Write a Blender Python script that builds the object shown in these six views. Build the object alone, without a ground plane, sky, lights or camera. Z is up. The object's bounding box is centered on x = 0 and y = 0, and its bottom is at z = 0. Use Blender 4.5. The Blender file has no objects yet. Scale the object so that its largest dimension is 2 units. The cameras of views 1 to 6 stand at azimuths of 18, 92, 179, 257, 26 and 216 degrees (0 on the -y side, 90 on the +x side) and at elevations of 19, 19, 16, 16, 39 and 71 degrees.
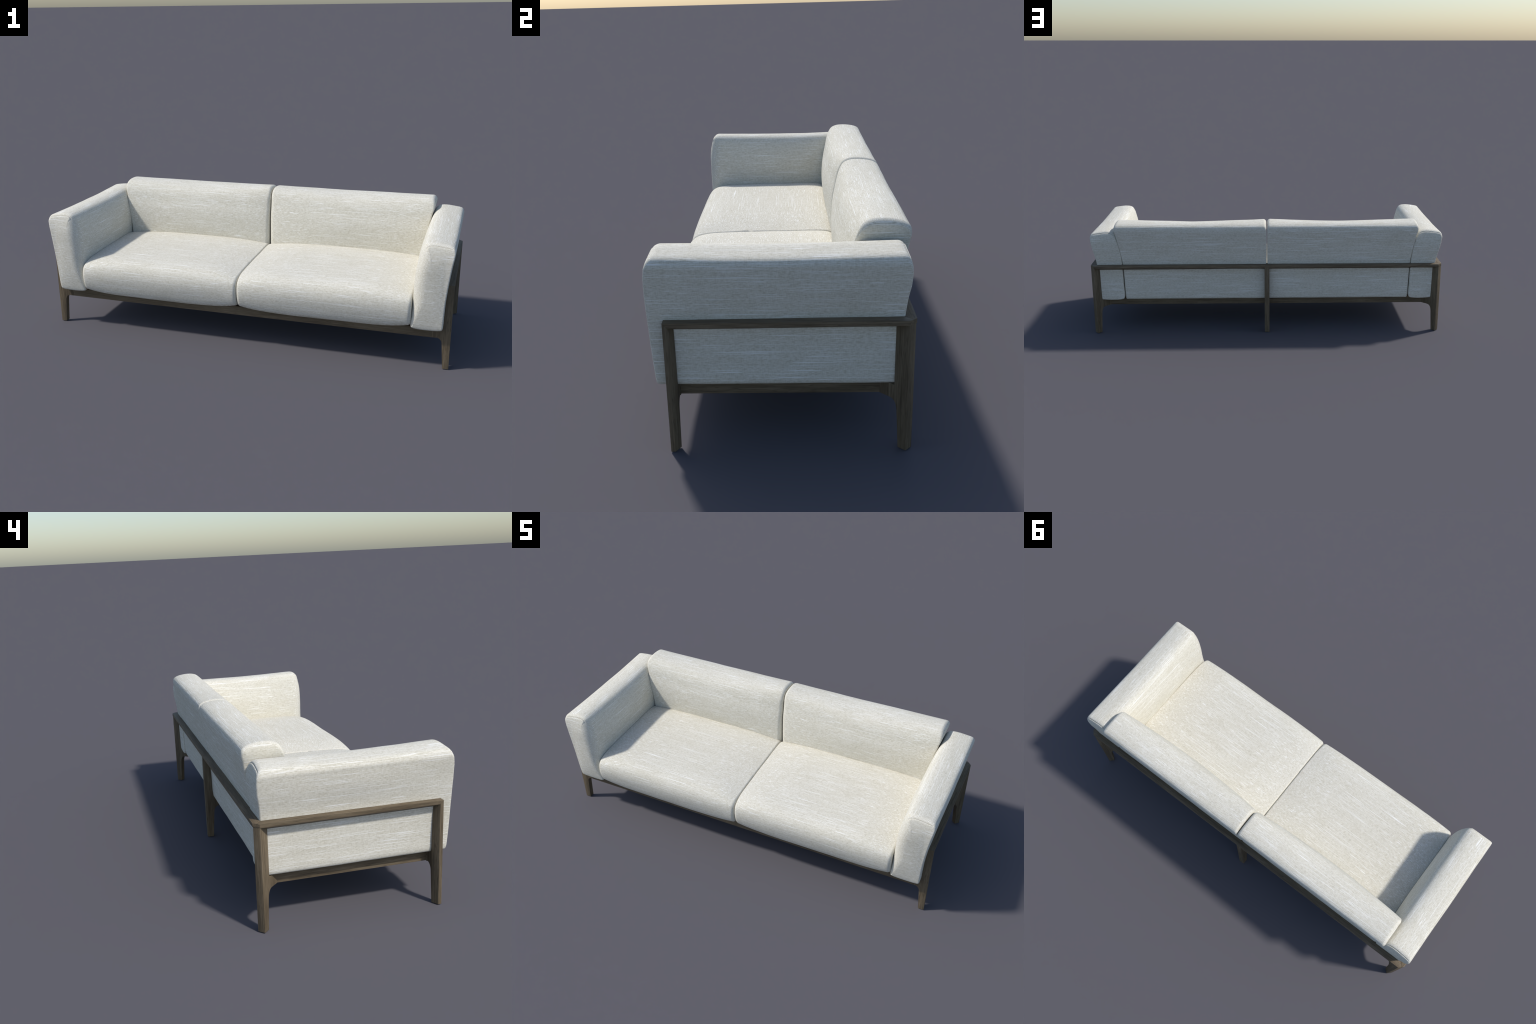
import bpy, bmesh, math
import numpy as np
from mathutils import Vector, noise

# ------------------------------------------------------------------ helpers
def new_object(name, mesh, parent, mats):
    ob = bpy.data.objects.new(name, mesh)
    bpy.context.scene.collection.objects.link(ob)
    for m in mats:
        mesh.materials.append(m)
    if parent is not None:
        ob.parent = parent
    return ob

def mesh_from(name, verts, faces, mat_ids=None, smooth=True):
    me = bpy.data.meshes.new(name)
    me.from_pydata([tuple(map(float, v)) for v in verts], [], faces)
    if smooth:
        me.polygons.foreach_set("use_smooth", [True] * len(me.polygons))
    if mat_ids is not None:
        me.polygons.foreach_set("material_index", mat_ids)
    bm = bmesh.new(); bm.from_mesh(me)
    bmesh.ops.recalc_face_normals(bm, faces=bm.faces)
    bm.to_mesh(me); bm.free()
    me.update()
    return me

def closed_curve(points, n):
    """closed centripetal-like Catmull-Rom through control points, n samples."""
    P = np.array(points, float); k = len(P); out = []
    per = 16
    for i in range(k):
        p0, p1, p2, p3 = P[i - 1], P[i], P[(i + 1) % k], P[(i + 2) % k]
        t1 = np.linalg.norm(p1 - p0) ** .5 + 1e-9
        t2 = t1 + np.linalg.norm(p2 - p1) ** .5 + 1e-9
        t3 = t2 + np.linalg.norm(p3 - p2) ** .5 + 1e-9
        for j in range(per):
            t = t1 + (t2 - t1) * j / per
            a1 = (t1 - t) / t1 * p0 + t / t1 * p1
            a2 = (t2 - t) / (t2 - t1) * p1 + (t - t1) / (t2 - t1) * p2
            a3 = (t3 - t) / (t3 - t2) * p2 + (t - t2) / (t3 - t2) * p3
            b1 = (t2 - t) / t2 * a1 + t / t2 * a2
            b2 = (t3 - t) / (t3 - t1) * a2 + (t - t1) / (t3 - t1) * a3
            out.append((t2 - t) / (t2 - t1) * b1 + (t - t1) / (t2 - t1) * b2)
    # equal numbers of samples per control span keeps rings aligned between stations
    Q = np.array(out)
    idx = np.linspace(0, len(Q), n, endpoint=False)
    i0 = idx.astype(int); f = (idx - i0)[:, None]
    return Q[i0] * (1 - f) + Q[(i0 + 1) % len(Q)] * f

def inward_normals(C, window=5):
    T = np.roll(C, -1, 0) - np.roll(C, 1, 0)
    area = 0.5 * np.sum(C[:, 0] * np.roll(C[:, 1], -1) - np.roll(C[:, 0], -1) * C[:, 1])
    N = np.stack([-T[:, 1], T[:, 0]], 1) * (1 if area > 0 else -1)
    N /= np.linalg.norm(N, axis=1)[:, None] + 1e-12
    S = sum(np.roll(N, k, 0) for k in range(-window, window + 1))
    return S / (np.linalg.norm(S, axis=1)[:, None] + 1e-12)

def smoothstep(a, b, x):
    t = np.clip((x - a) / (b - a), 0, 1)
    return t * t * (3 - 2 * t)

def padded_block(name, section, end_a, end_b, radius, to_world, n=144, stations=44,
                 groove=None, ripple=0.0012, dent=None, seed=0, radius_b=None):
    """Upholstered block: a section lofted along one axis, soft rounded ends, bulged end panels.
    section(t) -> control points (b, c); end_a/end_b(C) -> axis position of the end panels;
    radius(C) -> rounding of the end edges; groove(C) -> mask of the seam line on the end edge."""
    phis = np.radians([0, 12, 24, 36, 46, 52, 57, 62, 68, 78, 90])
    caps = [0.9, 0.78, 0.64, 0.5, 0.35, 0.2, 0.08]
    rings = []; kinds = []
    radius_b = radius_b or radius
    def end_rings(t, end, sgn):
        C = closed_curve(section(t), n); R = radius(C) if sgn < 0 else radius_b(C)
        R = sum(np.roll(R, k) for k in range(-6, 7)) / 13.0
        N = inward_normals(C); g = groove(C) if groove else np.zeros(n)
        rr = []
        for ph in phis:
            d = R * (1 - math.cos(ph))
            extra = 0.0030 * g * math.exp(-((math.degrees(ph) - 57) / 3.5) ** 2)
            S = C + N * (d + extra)[:, None]
            A = end(S) - sgn * R * (1 - math.sin(ph)) - sgn * extra
            rr.append((A, S))
        last = rr[-1][1]; ctr = last.mean(0)
        for s in caps:
            S = ctr + (last - ctr) * s
            rr.append((end(S), S))
        return rr
    ea = end_rings(0.0, end_a, -1)[::-1]
    eb = end_rings(1.0, end_b, +1)
    rings += ea; kinds += [1] * len(ea)
    for i in range(1, stations):
        t = i / stations
        C = closed_curve(section(t), n); R = radius(C); Rb = radius_b(C)
        R = sum(np.roll(R, k) for k in range(-6, 7)) / 13.0
        Rb = sum(np.roll(Rb, k) for k in range(-6, 7)) / 13.0
        a = end_a(C) + R; b = end_b(C) - Rb
        rings.append((a + (b - a) * t, C)); kinds.append(0)
    rings += eb; kinds += [2] * len(eb)
    V = []
    for A, S in rings:
        V.append(np.stack([A, S[:, 0], S[:, 1]], 1))
    nr = len(V)
    V = np.concatenate(V)
    ncap = len(caps)
    faces = []; mats = []
    for r in range(nr - 1):
        cap = r < ncap + 4 or r >= nr - 1 - ncap - 4
        for i in range(n):
            j = (i + 1) % n
            faces.append((r * n + i, r * n + j, (r + 1) * n + j, (r + 1) * n + i))
            mats.append(1 if cap else 0)
    first, last = V[:n].mean(0), V[(nr - 1) * n:].mean(0)
    V = np.concatenate([V, [first, last]])
    for i in range(n):
        j = (i + 1) % n
        faces.append((j, i, nr * n)); mats.append(1)
        faces.append(((nr - 1) * n + i, (nr - 1) * n + j, nr * n + 1)); mats.append(1)
    W = np.array([to_world(*v) for v in V])
    # soft irregularity of stuffed cloth
    out = []
    for p in W:
        q = Vector(p)
        f = noise.noise_vector(q * 5.5 + Vector((seed * 3.1, seed * 1.7, 0))) * ripple
        f += noise.noise_vector(q * 15 + Vector((seed * 1.1, 0, seed))) * ripple * 0.35
        q = q + f
        if dent is not None:
            q = q + Vector(dent(p))
        out.append(q)
    me = mesh_from(name, out, faces, mats)
    seams = []
    if groove is not None:
        k = 6                                   # index of the 57 degree ring in the end rounding
        for ring, S in ((len(caps) + len(phis) - 1 - k, ea), (nr - 1 - len(caps) - (len(phis) - 1 - k), eb)):
            mask = groove(closed_curve(section(0.0), n)) > 0.6
            C0 = closed_curve(section(0.0), n)
            ids = [i for i in range(n) if mask[i] and C0[i, 0] > 0.868]
            seams.append([out[ring * n + i] for i in ids])
    return me, seams

def tube(name, path, r, k=6):
    verts, faces = [], []
    for i, p in enumerate(path):
        d = (path[min(i + 1, len(path) - 1)] - path[max(i - 1, 0)]).normalized()
        a = d.cross(Vector((0, 1, 0))).normalized(); b = d.cross(a)
        for j in range(k):
            w = 2 * math.pi * j / k
            verts.append(p + a * (r * math.cos(w)) + b * (r * math.sin(w)))
    for i in range(len(path) - 1):
        for j in range(k):
            faces.append((i * k + j, i * k + (j + 1) % k, (i + 1) * k + (j + 1) % k, (i + 1) * k + j))
    faces.append(tuple(range(k))[::-1]); faces.append(tuple((len(path) - 1) * k + j for j in range(k)))
    return mesh_from(name, verts, faces)

# ------------------------------------------------------------------ materials
def ramp(nt, src, stops):
    r = nt.nodes.new("ShaderNodeValToRGB")
    els = r.color_ramp.elements
    while len(els) < len(stops):
        els.new(0.5)
    for e, (pos, col) in zip(els, stops):
        e.position = pos
        e.color = (*col, 1) if len(col) == 3 else (col[0],) * 3 + (1,)
    nt.links.new(src, r.inputs[0])
    return r.outputs[0]

def tex_noise(nt, coord, scale_vec, detail=2.0, rough=0.5, offset=(0, 0, 0)):
    mp = nt.nodes.new("ShaderNodeMapping")
    mp.inputs["Scale"].default_value = scale_vec
    mp.inputs["Location"].default_value = offset
    nt.links.new(coord, mp.inputs["Vector"])
    n = nt.nodes.new("ShaderNodeTexNoise")
    n.inputs["Scale"].default_value = 1.0
    n.inputs["Detail"].default_value = detail
    n.inputs["Roughness"].default_value = rough
    nt.links.new(mp.outputs[0], n.inputs["Vector"])
    return n.outputs[0]

def mix(nt, fac, a, b, mode="MIX"):
    m = nt.nodes.new("ShaderNodeMix"); m.data_type = "RGBA"; m.blend_type = mode
    for sock, val in ((m.inputs["Factor"], fac), (m.inputs["A"], a), (m.inputs["B"], b)):
        if hasattr(val, "is_output"):
            nt.links.new(val, sock)
        elif isinstance(val, (int, float)):
            sock.default_value = val
        else:
            sock.default_value = (*val, 1)
    return m.outputs["Result"]

def along(axis, a, c):
    v = [c, c, c]; v[axis] = a
    return tuple(v)

def linen(name, axis):
    m = bpy.data.materials.new(name); m.use_nodes = True
    nt = m.node_tree; bsdf = nt.nodes["Principled BSDF"]
    co = nt.nodes.new("ShaderNodeTexCoord").outputs["Object"]
    sep = nt.nodes.new("ShaderNodeSeparateXYZ"); nt.links.new(co, sep.inputs[0])
    def math_node(op, a, b=None):
        m_ = nt.nodes.new("ShaderNodeMath"); m_.operation = op
        for k_, v_ in enumerate((a, b)):
            if v_ is None:
                continue
            if hasattr(v_, "is_output"):
                nt.links.new(v_, m_.inputs[k_])
            else:
                m_.inputs[k_].default_value = v_
        return m_.outputs[0]
    # fine ribs: one thread row every 2.7 mm across the weave, slightly wandering
    side_axis = [sep.outputs[1], sep.outputs[0], None][axis]
    across = math_node("ADD", math_node("ABSOLUTE", side_axis) if axis == 1 else side_axis, sep.outputs[2])
    wander = tex_noise(nt, co, along(axis, 6, 30), 1.0, 0.5, (7, 7, 1))
    phase = math_node("ADD", math_node("MULTIPLY", across, 2 * math.pi / 0.0027), math_node("MULTIPLY", wander, 9.0))
    rib = math_node("MULTIPLY_ADD", math_node("SINE", phase), 0.5)
    rib.node.inputs[2].default_value = 0.5
    weft = tex_noise(nt, co, along(axis, 85, 480), 1.0, 0.5)
    warp = tex_noise(nt, co, along(axis, 420, 80), 1.0, 0.5, (3, 1, 7))
    blot = tex_noise(nt, co, along(axis, 6, 16), 3.0, 0.55, (9, 4, 2))
    slub = tex_noise(nt, co, along(axis, 4.5, 520), 0.0, 0.4, (5, 11, 3))
    slub2 = tex_noise(nt, co, along(axis, 9, 640), 0.0, 0.4, (1, 2, 13))
    base = ramp(nt, weft, [(0.28, LINEN_DARK), (0.50, LINEN_MID), (0.74, LINEN_LIGHT)])
    wv = ramp(nt, warp, [(0.30, (0.925, 0.918, 0.90)), (0.66, (1.04, 1.04, 1.04))])
    col = mix(nt, 0.8, base, wv, "MULTIPLY")
    rb = ramp(nt, rib, [(0.0, (0.87, 0.865, 0.84)), (0.65, (1.04, 1.04, 1.04))])
    col = mix(nt, 1.0, col, rb, "MULTIPLY")
    bl = ramp(nt, blot, [(0.36, (0.985, 0.98, 0.968)), (0.62, (1.015, 1.015, 1.015))])
    col = mix(nt, 1.0, col, bl, "MULTIPLY")
    s1 = ramp(nt, slub, [(0.685, (0.0,)), (0.745, (0.9,))])
    s2 = ramp(nt, slub2, [(0.70, (0.0,)), (0.78, (0.7,))])
    col = mix(nt, s1, col, LINEN_SLUB)
    col = mix(nt, s2, col, LINEN_SLUB)
    nt.links.new(col, bsdf.inputs["Base Color"])
    bsdf.inputs["Roughness"].default_value = 0.9
    bsdf.inputs["Specular IOR Level"].default_value = 0.25
    bsdf.inputs["Sheen Weight"].default_value = 0.0
    bump = nt.nodes.new("ShaderNodeBump")
    bump.inputs["Strength"].default_value = 0.25
    bump.inputs["Distance"].default_value = 0.0012
    h = mix(nt, 0.5, rib, warp)
    nt.links.new(h, bump.inputs["Height"])
    nt.links.new(bump.outputs[0], bsdf.inputs["Normal"])
    return m

def oak(name, axis):
    m = bpy.data.materials.new(name); m.use_nodes = True
    nt = m.node_tree; bsdf = nt.nodes["Principled BSDF"]
    co = nt.nodes.new("ShaderNodeTexCoord").outputs["Object"]
    grain = tex_noise(nt, co, along(axis, 9, 240), 4.0, 0.68)
    broad = tex_noise(nt, co, along(axis, 4, 38), 3.0, 0.6, (2, 5, 1))
    pores = tex_noise(nt, co, along(axis, 28, 420), 1.5, 0.5, (8, 3, 4))
    base = ramp(nt, grain, [(0.28, OAK_DARK), (0.5, OAK_MID), (0.74, OAK_LIGHT)])
    br = ramp(nt, broad, [(0.32, (0.72, 0.70, 0.68)), (0.66, (1.12, 1.12, 1.12))])
    col = mix(nt, 1.0, base, br, "MULTIPLY")
    po = ramp(nt, pores, [(0.62, (0.0,)), (0.70, (0.75,))])
    col = mix(nt, po, col, OAK_PORE)
    nt.links.new(col, bsdf.inputs["Base Color"])
    bsdf.inputs["Roughness"].default_value = 0.62
    bsdf.inputs["Specular IOR Level"].default_value = 0.3
    bump = nt.nodes.new("ShaderNodeBump")
    bump.inputs["Strength"].default_value = 0.15
    bump.inputs["Distance"].default_value = 0.001
    nt.links.new(grain, bump.inputs["Height"])
    nt.links.new(bump.outputs[0], bsdf.inputs["Normal"])
    return m

LINEN_DARK = (0.560, 0.530, 0.445)
LINEN_MID = (0.680, 0.655, 0.572)
LINEN_LIGHT = (0.735, 0.713, 0.645)
LINEN_SLUB = (0.87, 0.865, 0.83)
OAK_DARK = (0.088, 0.067, 0.042)
OAK_MID = (0.150, 0.116, 0.074)
OAK_LIGHT = (0.215, 0.172, 0.116)
OAK_PORE = (0.060, 0.045, 0.028)

def plain(name, col, rough):
    m = bpy.data.materials.new(name); m.use_nodes = True
    nt = m.node_tree; bsdf = nt.nodes["Principled BSDF"]
    co = nt.nodes.new("ShaderNodeTexCoord").outputs["Object"]
    f = tex_noise(nt, co, (300, 300, 300), 1.0, 0.5)
    nt.links.new(ramp(nt, f, [(0.3, tuple(0.85 * c for c in col)), (0.7, col)]), bsdf.inputs["Base Color"])
    bsdf.inputs["Roughness"].default_value = rough
    return m

thread = plain("seam_shadow_line", (0.27, 0.25, 0.21), 0.9)  # dark colour for the armrest seam tubes, drawing the groove's shadow as a line
linen_x = linen("linen_weave_lengthwise", 0)
linen_y = linen("linen_weave_depthwise", 1)
oak_x = oak("stained_oak_lengthwise", 0)
oak_y = oak("stained_oak_depthwise", 1)
oak_z = oak("stained_oak_upright", 2)

# ------------------------------------------------------------------ the sofa
sofa = bpy.data.objects.new("sofa", None)
bpy.context.scene.collection.objects.link(sofa)
sofa["label"] = "two seat sofa, cream linen cushions, dark oak frame"
sofa["category"] = "sofa"

# ---- armrests: section in (x, z), lofted along y
ARM = [(0.950, 0.1950), (0.9605, 0.2010), (0.9650, 0.2600), (0.9675, 0.3300), (0.9720, 0.4100),
       (0.9865, 0.5000), (0.9945, 0.5500), (0.9955, 0.5680), (0.9870, 0.5870), (0.9450, 0.5980), (0.8990, 0.6015),
       (0.8715, 0.5950), (0.8555, 0.5790), (0.8410, 0.5320), (0.8280, 0.4500), (0.8235, 0.3700),
       (0.8225, 0.2900), (0.8215, 0.2100), (0.8280, 0.1975)]

def interp(z, zs, ys):
    return np.interp(z, zs, ys)

def arm_front(S):
    x, z = S[:, 0], S[:, 1]
    y = interp(z, [0.19, 0.205, 0.25, 0.33, 0.41, 0.48, 0.53, 0.56, 0.59, 0.61],
               [-0.353, -0.3575, -0.3610, -0.3655, -0.3675, -0.3685, -0.3670, -0.3630, -0.3545, -0.347])
    belly = np.clip(1 - ((x - 0.885) / 0.075) ** 2, 0, 1) * smoothstep(0.19, 0.30, z) * smoothstep(0.58, 0.50, z)
    return y - 0.0055 * belly

def arm_back(S):
    z = S[:, 1]
    return interp(z, [0.19, 0.21, 0.30, 0.41, 0.46, 0.50, 0.54, 0.56, 0.59, 0.61],
                  [0.343, 0.3445, 0.3455, 0.3465, 0.3515, 0.3580, 0.3600, 0.358, 0.350, 0.343])

def arm_radius(C):
    x, z = C[:, 0], C[:, 1]
    inner = smoothstep(0.90, 0.85, x)
    top = smoothstep(0.56, 0.60, z)
    low = smoothstep(0.23, 0.20, z)
    r = 0.006 + 0.046 * inner * smoothstep(0.20, 0.32, z)
    r = r * (1 - top) + 0.021 * top
    return r * (1 - low) + 0.009 * low

def arm_radius_rear(C):
    top = smoothstep(0.56, 0.60, C[:, 1])
    return 0.007 * (1 - top) + 0.019 * top

def arm_groove(C):
    return smoothstep(0.578, 0.592, C[:, 1])

def arm_section(t):
    # sagging crown, filled inside face, outside face drawn in above the rail behind the front
    s = math.sin(math.pi * t) ** 1.2
    out = []
    for x, z in ARM:
        if x < 0.88 and z < 0.59:
            bump = math.exp(-((z - 0.46) / 0.08) ** 2)
            x, z = x - 0.009 * s * bump + 0.004 * s * math.exp(-((z - 0.58) / 0.03) ** 2), z
        elif z > 0.575:
            z -= 0.005 * s
        elif x > 0.9:
            x += (0.004 * (1 - t) - 0.004 * t) * math.exp(-((z - 0.40) / 0.05) ** 2)
            x += 0.003 * s * math.exp(-((z - 0.49) / 0.04) ** 2)
        out.append((x, z))
    return out

for side in (1, -1):
    me, seams = padded_block("armrest", arm_section, arm_front, arm_back, arm_radius,
                             lambda a, b, c, s=side: (s * b, a, c), groove=arm_groove, seed=3 + side,
                             radius_b=arm_radius_rear)
    arm = new_object("armrest", me, sofa, [linen_y, linen_x])
    for path in seams:
        new_object("seam", tube("seam", path, 0.0013), arm, [thread])

# ---- seat cushions: section in (y, z), lofted along x
SEAT_EDGE = [(0.195, 0.206), (0.205, 0.230), (0.206, 0.330), (0.192, 0.354), (0.00, 0.3620), (-0.20, 0.3610),
             (-0.300, 0.3565), (-0.342, 0.3470), (-0.364, 0.3310), (-0.3740, 0.2970), (-0.3700, 0.2450),
             (-0.3560, 0.2130), (-0.335, 0.204)]
SEAT_MID = [(0.195, 0.192), (0.205, 0.225), (0.206, 0.345), (0.192, 0.3725), (0.00, 0.3830), (-0.20, 0.3820),
            (-0.300, 0.3765), (-0.343, 0.3655), (-0.3670, 0.3415), (-0.3780, 0.3010), (-0.3700, 0.2400),
            (-0.3530, 0.1970), (-0.333, 0.1845)]

def seat_section(t):
    # domed towards the back, straighter along the front edge
    q = abs(2 * t - 1)
    out = []
    for a, b in zip(SEAT_EDGE, SEAT_MID):
        p = 2.9 if a[0] > -0.1 else (3.2 if a[0] > -0.25 else 5.0)
        e = 1 - q ** p
        out.append(((1 - e) * a[0] + e * b[0], (1 - e) * a[1] + e * b[1]))
    return out

def seat_radius(C):
    front = smoothstep(-0.28, -0.36, C[:, 0])
    return 0.0090 + 0.0090 * front

def seat_crease(x_edge):
    # short pinched fold running into the right-hand edge of the cushion top
    def f(p):
        x, y, z = p
        if z < 0.33:
            return (0, 0, 0)
        u = (x_edge - x)                       # distance from the edge
        line = -0.125 - 0.55 * u               # fold line drifts towards the front
        w = math.exp(-((y - line) / 0.007) ** 2) * max(0, 1 - u / 0.10) * (1 if u > -0.02 else 0)
        puff = math.exp(-((y - line + 0.022) / 0.018) ** 2) * max(0, 1 - u / 0.11)
        return (0, 0, -0.0045 * w + 0.002 * puff)
    return f

for x0, x1, sd in ((-0.8235, -0.0008, 11), (0.0008, 0.8235, 17)):
    me, _ = padded_block("seat_cushion", seat_section,
                      lambda S, v=x0: np.full(len(S), v), lambda S, v=x1: np.full(len(S), v),
                      seat_radius, lambda a, b, c: (a, b, c), n=200, stations=90, seed=sd,
                      dent=seat_crease(x1) if x0 < -0.1 else None)
    new_object("seat_cushion", me, sofa, [linen_x, linen_y])

# ---- back cushions: section in (y, z), lofted along x (t = 0 at the middle of the sofa)
BACK = [(0.330, 0.1940), (0.215, 0.1940), (0.196, 0.230), (0.1930, 0.360), (0.1935, 0.450), (0.1980, 0.510),
        (0.2070, 0.555), (0.2150, 0.588), (0.2235, 0.608), (0.2370, 0.6245), (0.260, 0.6365), (0.292, 0.6430),
        (0.328, 0.6445), (0.355, 0.6395), (0.3700, 0.6280), (0.3745, 0.6080), (0.3690, 0.570), (0.3565, 0.500),
        (0.3455, 0.415), (0.3400, 0.310), (0.3365, 0.215)]

def back_section(t):
    belly = math.sin(math.pi * min(max(t, 0), 1)) ** 0.8
    end = abs(2 * t - 1) ** 1.3
    out = []
    for y, z in BACK:
        if y < 0.26:      # plump front face
            y -= 0.019 * belly * float(np.interp(z, [0.25, 0.36, 0.45, 0.52, 0.60, 0.625, 0.645], [0, 0.45, 0.92, 1, 0.8, 0.5, 0.1]))
        else:             # rear face a little flatter in the middle
            y -= 0.002 * belly * (1 if z > 0.5 and y > 0.35 else 0)
        # the front of the crown stands up squarer towards both ends
        z += end * float(np.interp(z, [0.56, 0.61, 0.63], [0, 0.6, 1])) * float(np.interp(y, [0.20, 0.235, 0.27, 0.33, 0.35], [0.010, 0.014, 0.011, 0.003, 0.001]))
        out.append((y, z))
    return out

def back_inner(S):
    return interp(S[:, 1], [0.2, 0.41, 0.50, 0.60, 0.66], [0.0030, 0.0032, 0.0026, 0.0016, 0.004])

def back_outer(S):
    return interp(S[:, 1], [0.2, 0.37, 0.42, 0.50, 0.575, 0.60, 0.62, 0.635, 0.66],
                  [0.8165, 0.8200, 0.8235, 0.8350, 0.8475, 0.8550, 0.8575, 0.8555, 0.849])

def back_radius(C):
    front = smoothstep(0.27, 0.215, C[:, 0])
    top = smoothstep(0.60, 0.64, C[:, 1])
    return 0.006 + np.maximum(0.018 * front * smoothstep(0.66, 0.58, C[:, 1]), 0.010 * np.maximum(front, top))

def back_radius_outer(C):
    top = smoothstep(0.60, 0.64, C[:, 1])
    return 0.009 + 0.007 * top

for side in (1, -1):
    me, _ = padded_block("backrest_cushion", back_section, back_inner, back_outer, back_radius,
                      lambda a, b, c, s=side: (s * a, b, c), n=168, stations=60, seed=23 + side, radius_b=back_radius_outer)
    new_object("backrest_cushion", me, sofa, [linen_x, linen_y])

# ------------------------------------------------------------------ wooden frame
RAIL_TOP, RAIL_LOW = 0.4060, 0.3915
def finish_wood(bm, name, bevel=0.0008):
    bmesh.ops.remove_doubles(bm, verts=bm.verts, dist=1e-6)
    bmesh.ops.recalc_face_normals(bm, faces=bm.faces)
    edges = [e for e in bm.edges if len(e.link_faces) == 2 and e.calc_face_angle() > math.radians(25)]
    bmesh.ops.bevel(bm, geom=edges, offset=bevel, segments=2, affect='EDGES', profile=0.6, clamp_overlap=True)
    me = bpy.data.meshes.new(name)
    bm.to_mesh(me); bm.free()
    me.polygons.foreach_set("use_smooth", [True] * len(me.polygons))
    me.set_sharp_from_angle(angle=math.radians(35))
    return me

def prism(outline, map0, map1):
    """extrude a planar outline (list of 2D points) between two mappings to 3D."""
    bm = bmesh.new()
    a = [bm.verts.new(map0(*p)) for p in outline]
    b = [bm.verts.new(map1(*p)) for p in outline]
    bm.faces.new(a); bm.faces.new(b[::-1])
    k = len(outline)
    for i in range(k):
        bm.faces.new((a[i], b[i], b[(i + 1) % k], a[(i + 1) % k]))
    bmesh.ops.recalc_face_normals(bm, faces=bm.faces)
    return bm

def cut(bm, point, normal):
    """remove what lies on the side the normal points to, and close the cut."""
    g = bm.verts[:] + bm.edges[:] + bm.faces[:]
    r = bmesh.ops.bisect_plane(bm, geom=g, plane_co=point, plane_no=normal, clear_outer=True)
    ed = [e for e in r["geom_cut"] if isinstance(e, bmesh.types.BMEdge)]
    bmesh.ops.edgenet_fill(bm, edges=ed)

def box(x0, x1, y0, y1, z0, z1):
    return prism([(x0, y0), (x1, y0), (x1, y1), (x0, y1)], lambda x, y: (x, y, z0), lambda x, y: (x, y, z1))

# back corner legs: planks standing on the diagonal of the plan; profile in (s, z),
# s runs inwards from the chamfered outer edge
FIN = [(0.0, 0.0), (0.0276, 0.0), (0.0340, 0.0900), (0.0362, 0.1180), (0.0378, 0.1280), (0.0412, 0.1380), (0.0465, 0.1455),
       (0.0535, 0.1495), (0.0640, 0.1508), (0.118, 0.1508), (0.118, 0.194), (0.046, 0.194), (0.046, RAIL_LOW), (0.0, RAIL_LOW)]
R2 = math.sqrt(0.5)
def fin_point(s, z, d, side):
    # plan: outer edge on x + y = 1.3537, faces on x - y = d
    u = 1.3537 - s / R2
    return (side * (u + d) / 2, (u - d) / 2, z)
for side in (1, -1):
    bm = prism(FIN, lambda s, z: fin_point(s, z, 0.6463, side), lambda s, z: fin_point(s, z, 0.6063, side))
    new_object("leg", finish_wood(bm, "leg"), sofa, [oak_z])

# front legs: planks parallel to the front, outer rear corner cut on a slant, mitred at the top
FRONT = [(1.0, 0.0), (0.9725, 0.0), (0.9662, 0.0800), (0.9622, 0.1260), (0.9598, 0.1345), (0.9560, 0.1412), (0.9500, 0.1470),
         (0.9430, 0.1498), (0.9360, 0.1508), (0.918, 0.1508), (0.918, 0.194), (0.955, 0.194), (0.955, RAIL_TOP), (1.0, RAIL_TOP)]
for side in (1, -1):
    bm = prism(FRONT, lambda x, z: (side * x, -0.3220, z), lambda x, z: (side * x, -0.2950, z))
    cut(bm, (side * 1.0, -0.3090, 0), (side * 0.0145, 0.0245, 0))
    cut(bm, (side * 1.0, -0.3220, RAIL_TOP), (0, 1, 1))
    new_object("leg", finish_wood(bm, "leg"), sofa, [oak_z])

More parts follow.
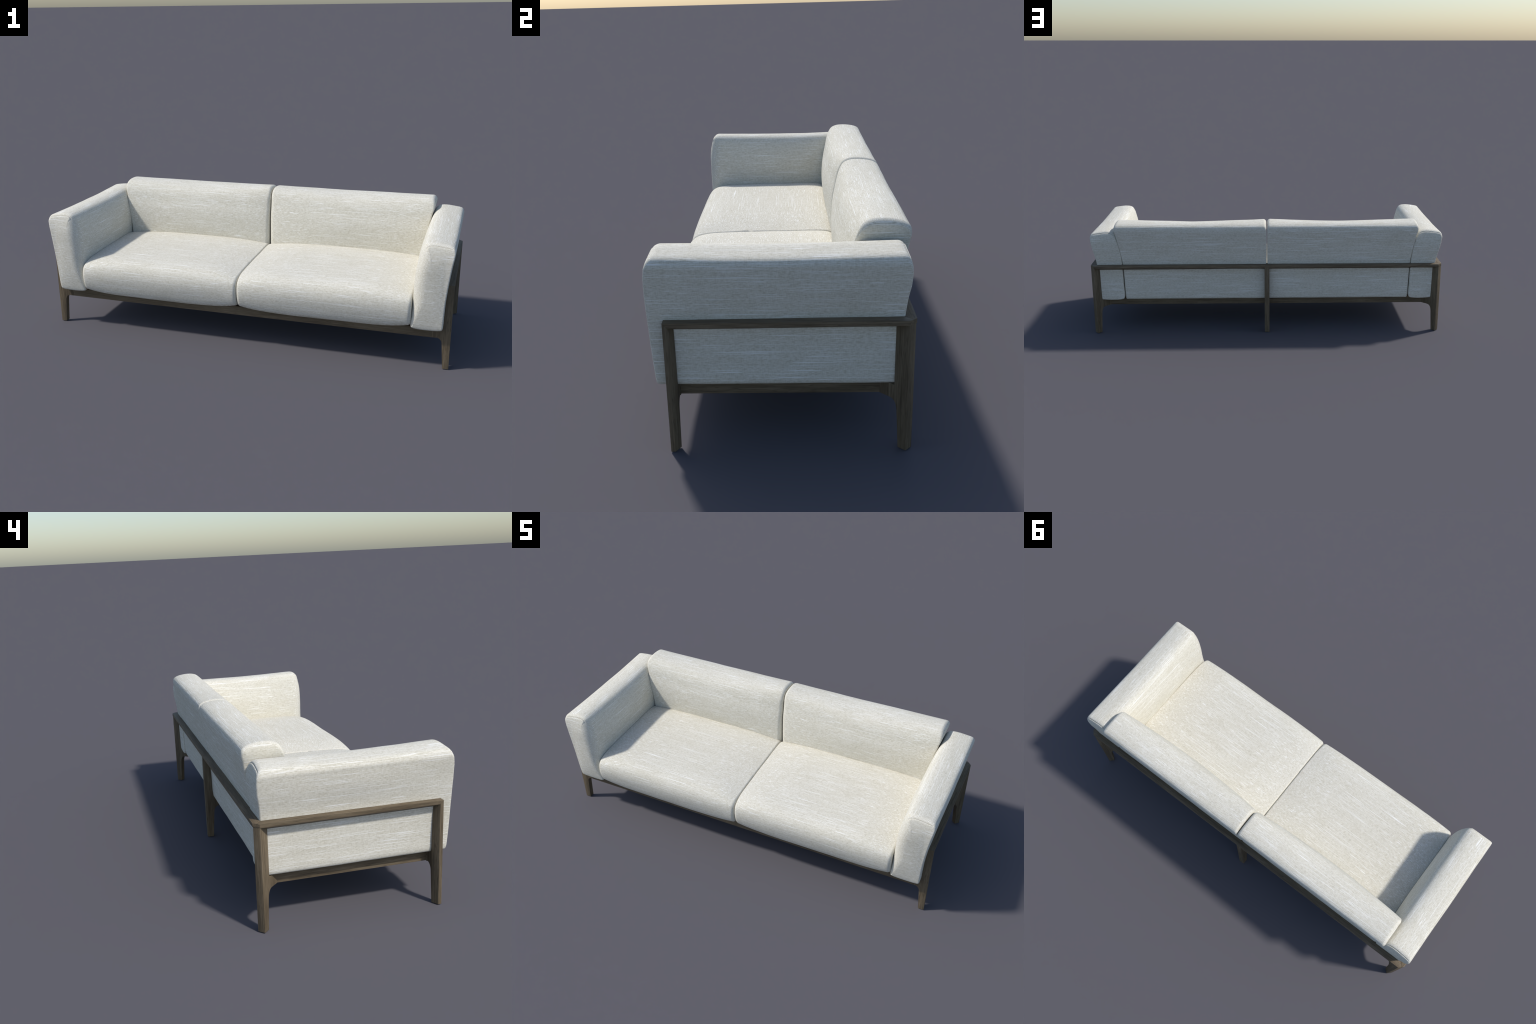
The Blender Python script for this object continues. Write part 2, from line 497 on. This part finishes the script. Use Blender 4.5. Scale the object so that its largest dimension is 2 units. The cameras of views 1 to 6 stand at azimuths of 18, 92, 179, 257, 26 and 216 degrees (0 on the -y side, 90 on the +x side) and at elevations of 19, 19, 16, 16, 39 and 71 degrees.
# middle back leg: profile in (y, z)
MIDDLE = [(0.3735, 0.0), (0.3453, 0.0), (0.3390, 0.0850), (0.3362, 0.1180), (0.3345, 0.1290), (0.3312, 0.1380), (0.3260, 0.1450), (0.3190, 0.1490),
          (0.3090, 0.1508), (0.285, 0.1508), (0.285, 0.192), (0.328, 0.192), (0.328, RAIL_LOW), (0.3735, RAIL_LOW)]
bm = prism(MIDDLE, lambda y, z: (-0.0138, y, z), lambda y, z: (0.0138, y, z))
new_object("leg", finish_wood(bm, "leg"), sofa, [oak_z])

# top rails: one along the back, two along the sides, mitred and chamfered at the back corners;
# the underside slopes down towards the cushions
INNER_X, INNER_Y = 0.955, 0.3285
def top_rail(outline, depth, mat, mitre=None):
    bm = prism(outline, lambda x, y: (x, y, RAIL_LOW - 0.54 * depth(x, y)), lambda x, y: (x, y, RAIL_TOP))
    if mitre:
        cut(bm, *mitre)
    new_object("top_rail", finish_wood(bm, "top_rail", 0.0006), sofa, [mat])
for side in (1, -1):
    o = [(side * x, y) for x, y in ((1.0, -0.3220), (1.0, 0.3540), (0.9898, 0.36475), (INNER_X, INNER_Y), (INNER_X, -0.3220))]
    top_rail(o, lambda x, y: 1.0 - abs(x) if y < 0.36 else 0.0, oak_y, ((side * 1.0, -0.3220, RAIL_TOP), (0, -1, -1)))
o = [(-0.9797, 0.3755), (-0.9898, 0.36475), (-INNER_X, INNER_Y), (INNER_X, INNER_Y), (0.9898, 0.36475), (0.9797, 0.3755)]
top_rail(o, lambda x, y: 0.3755 - y if y < 0.36 else 0.0, oak_x)

# bottom rails
for side in (1, -1):
    a, b = sorted((side * 0.9308, side * 0.9028))
    bm = box(a, b, -0.2965, 0.2862, 0.1515, 0.1955)
    new_object("bottom_rail", finish_wood(bm, "bottom_rail"), sofa, [oak_y])
bm = box(-0.9105, 0.9105, 0.2740, 0.3025, 0.1515, 0.1955)
new_object("bottom_rail", finish_wood(bm, "bottom_rail"), sofa, [oak_x])
bm = box(-0.9350, 0.9350, -0.3212, -0.2930, 0.1490, 0.1930)
new_object("bottom_rail", finish_wood(bm, "bottom_rail"), sofa, [oak_x])
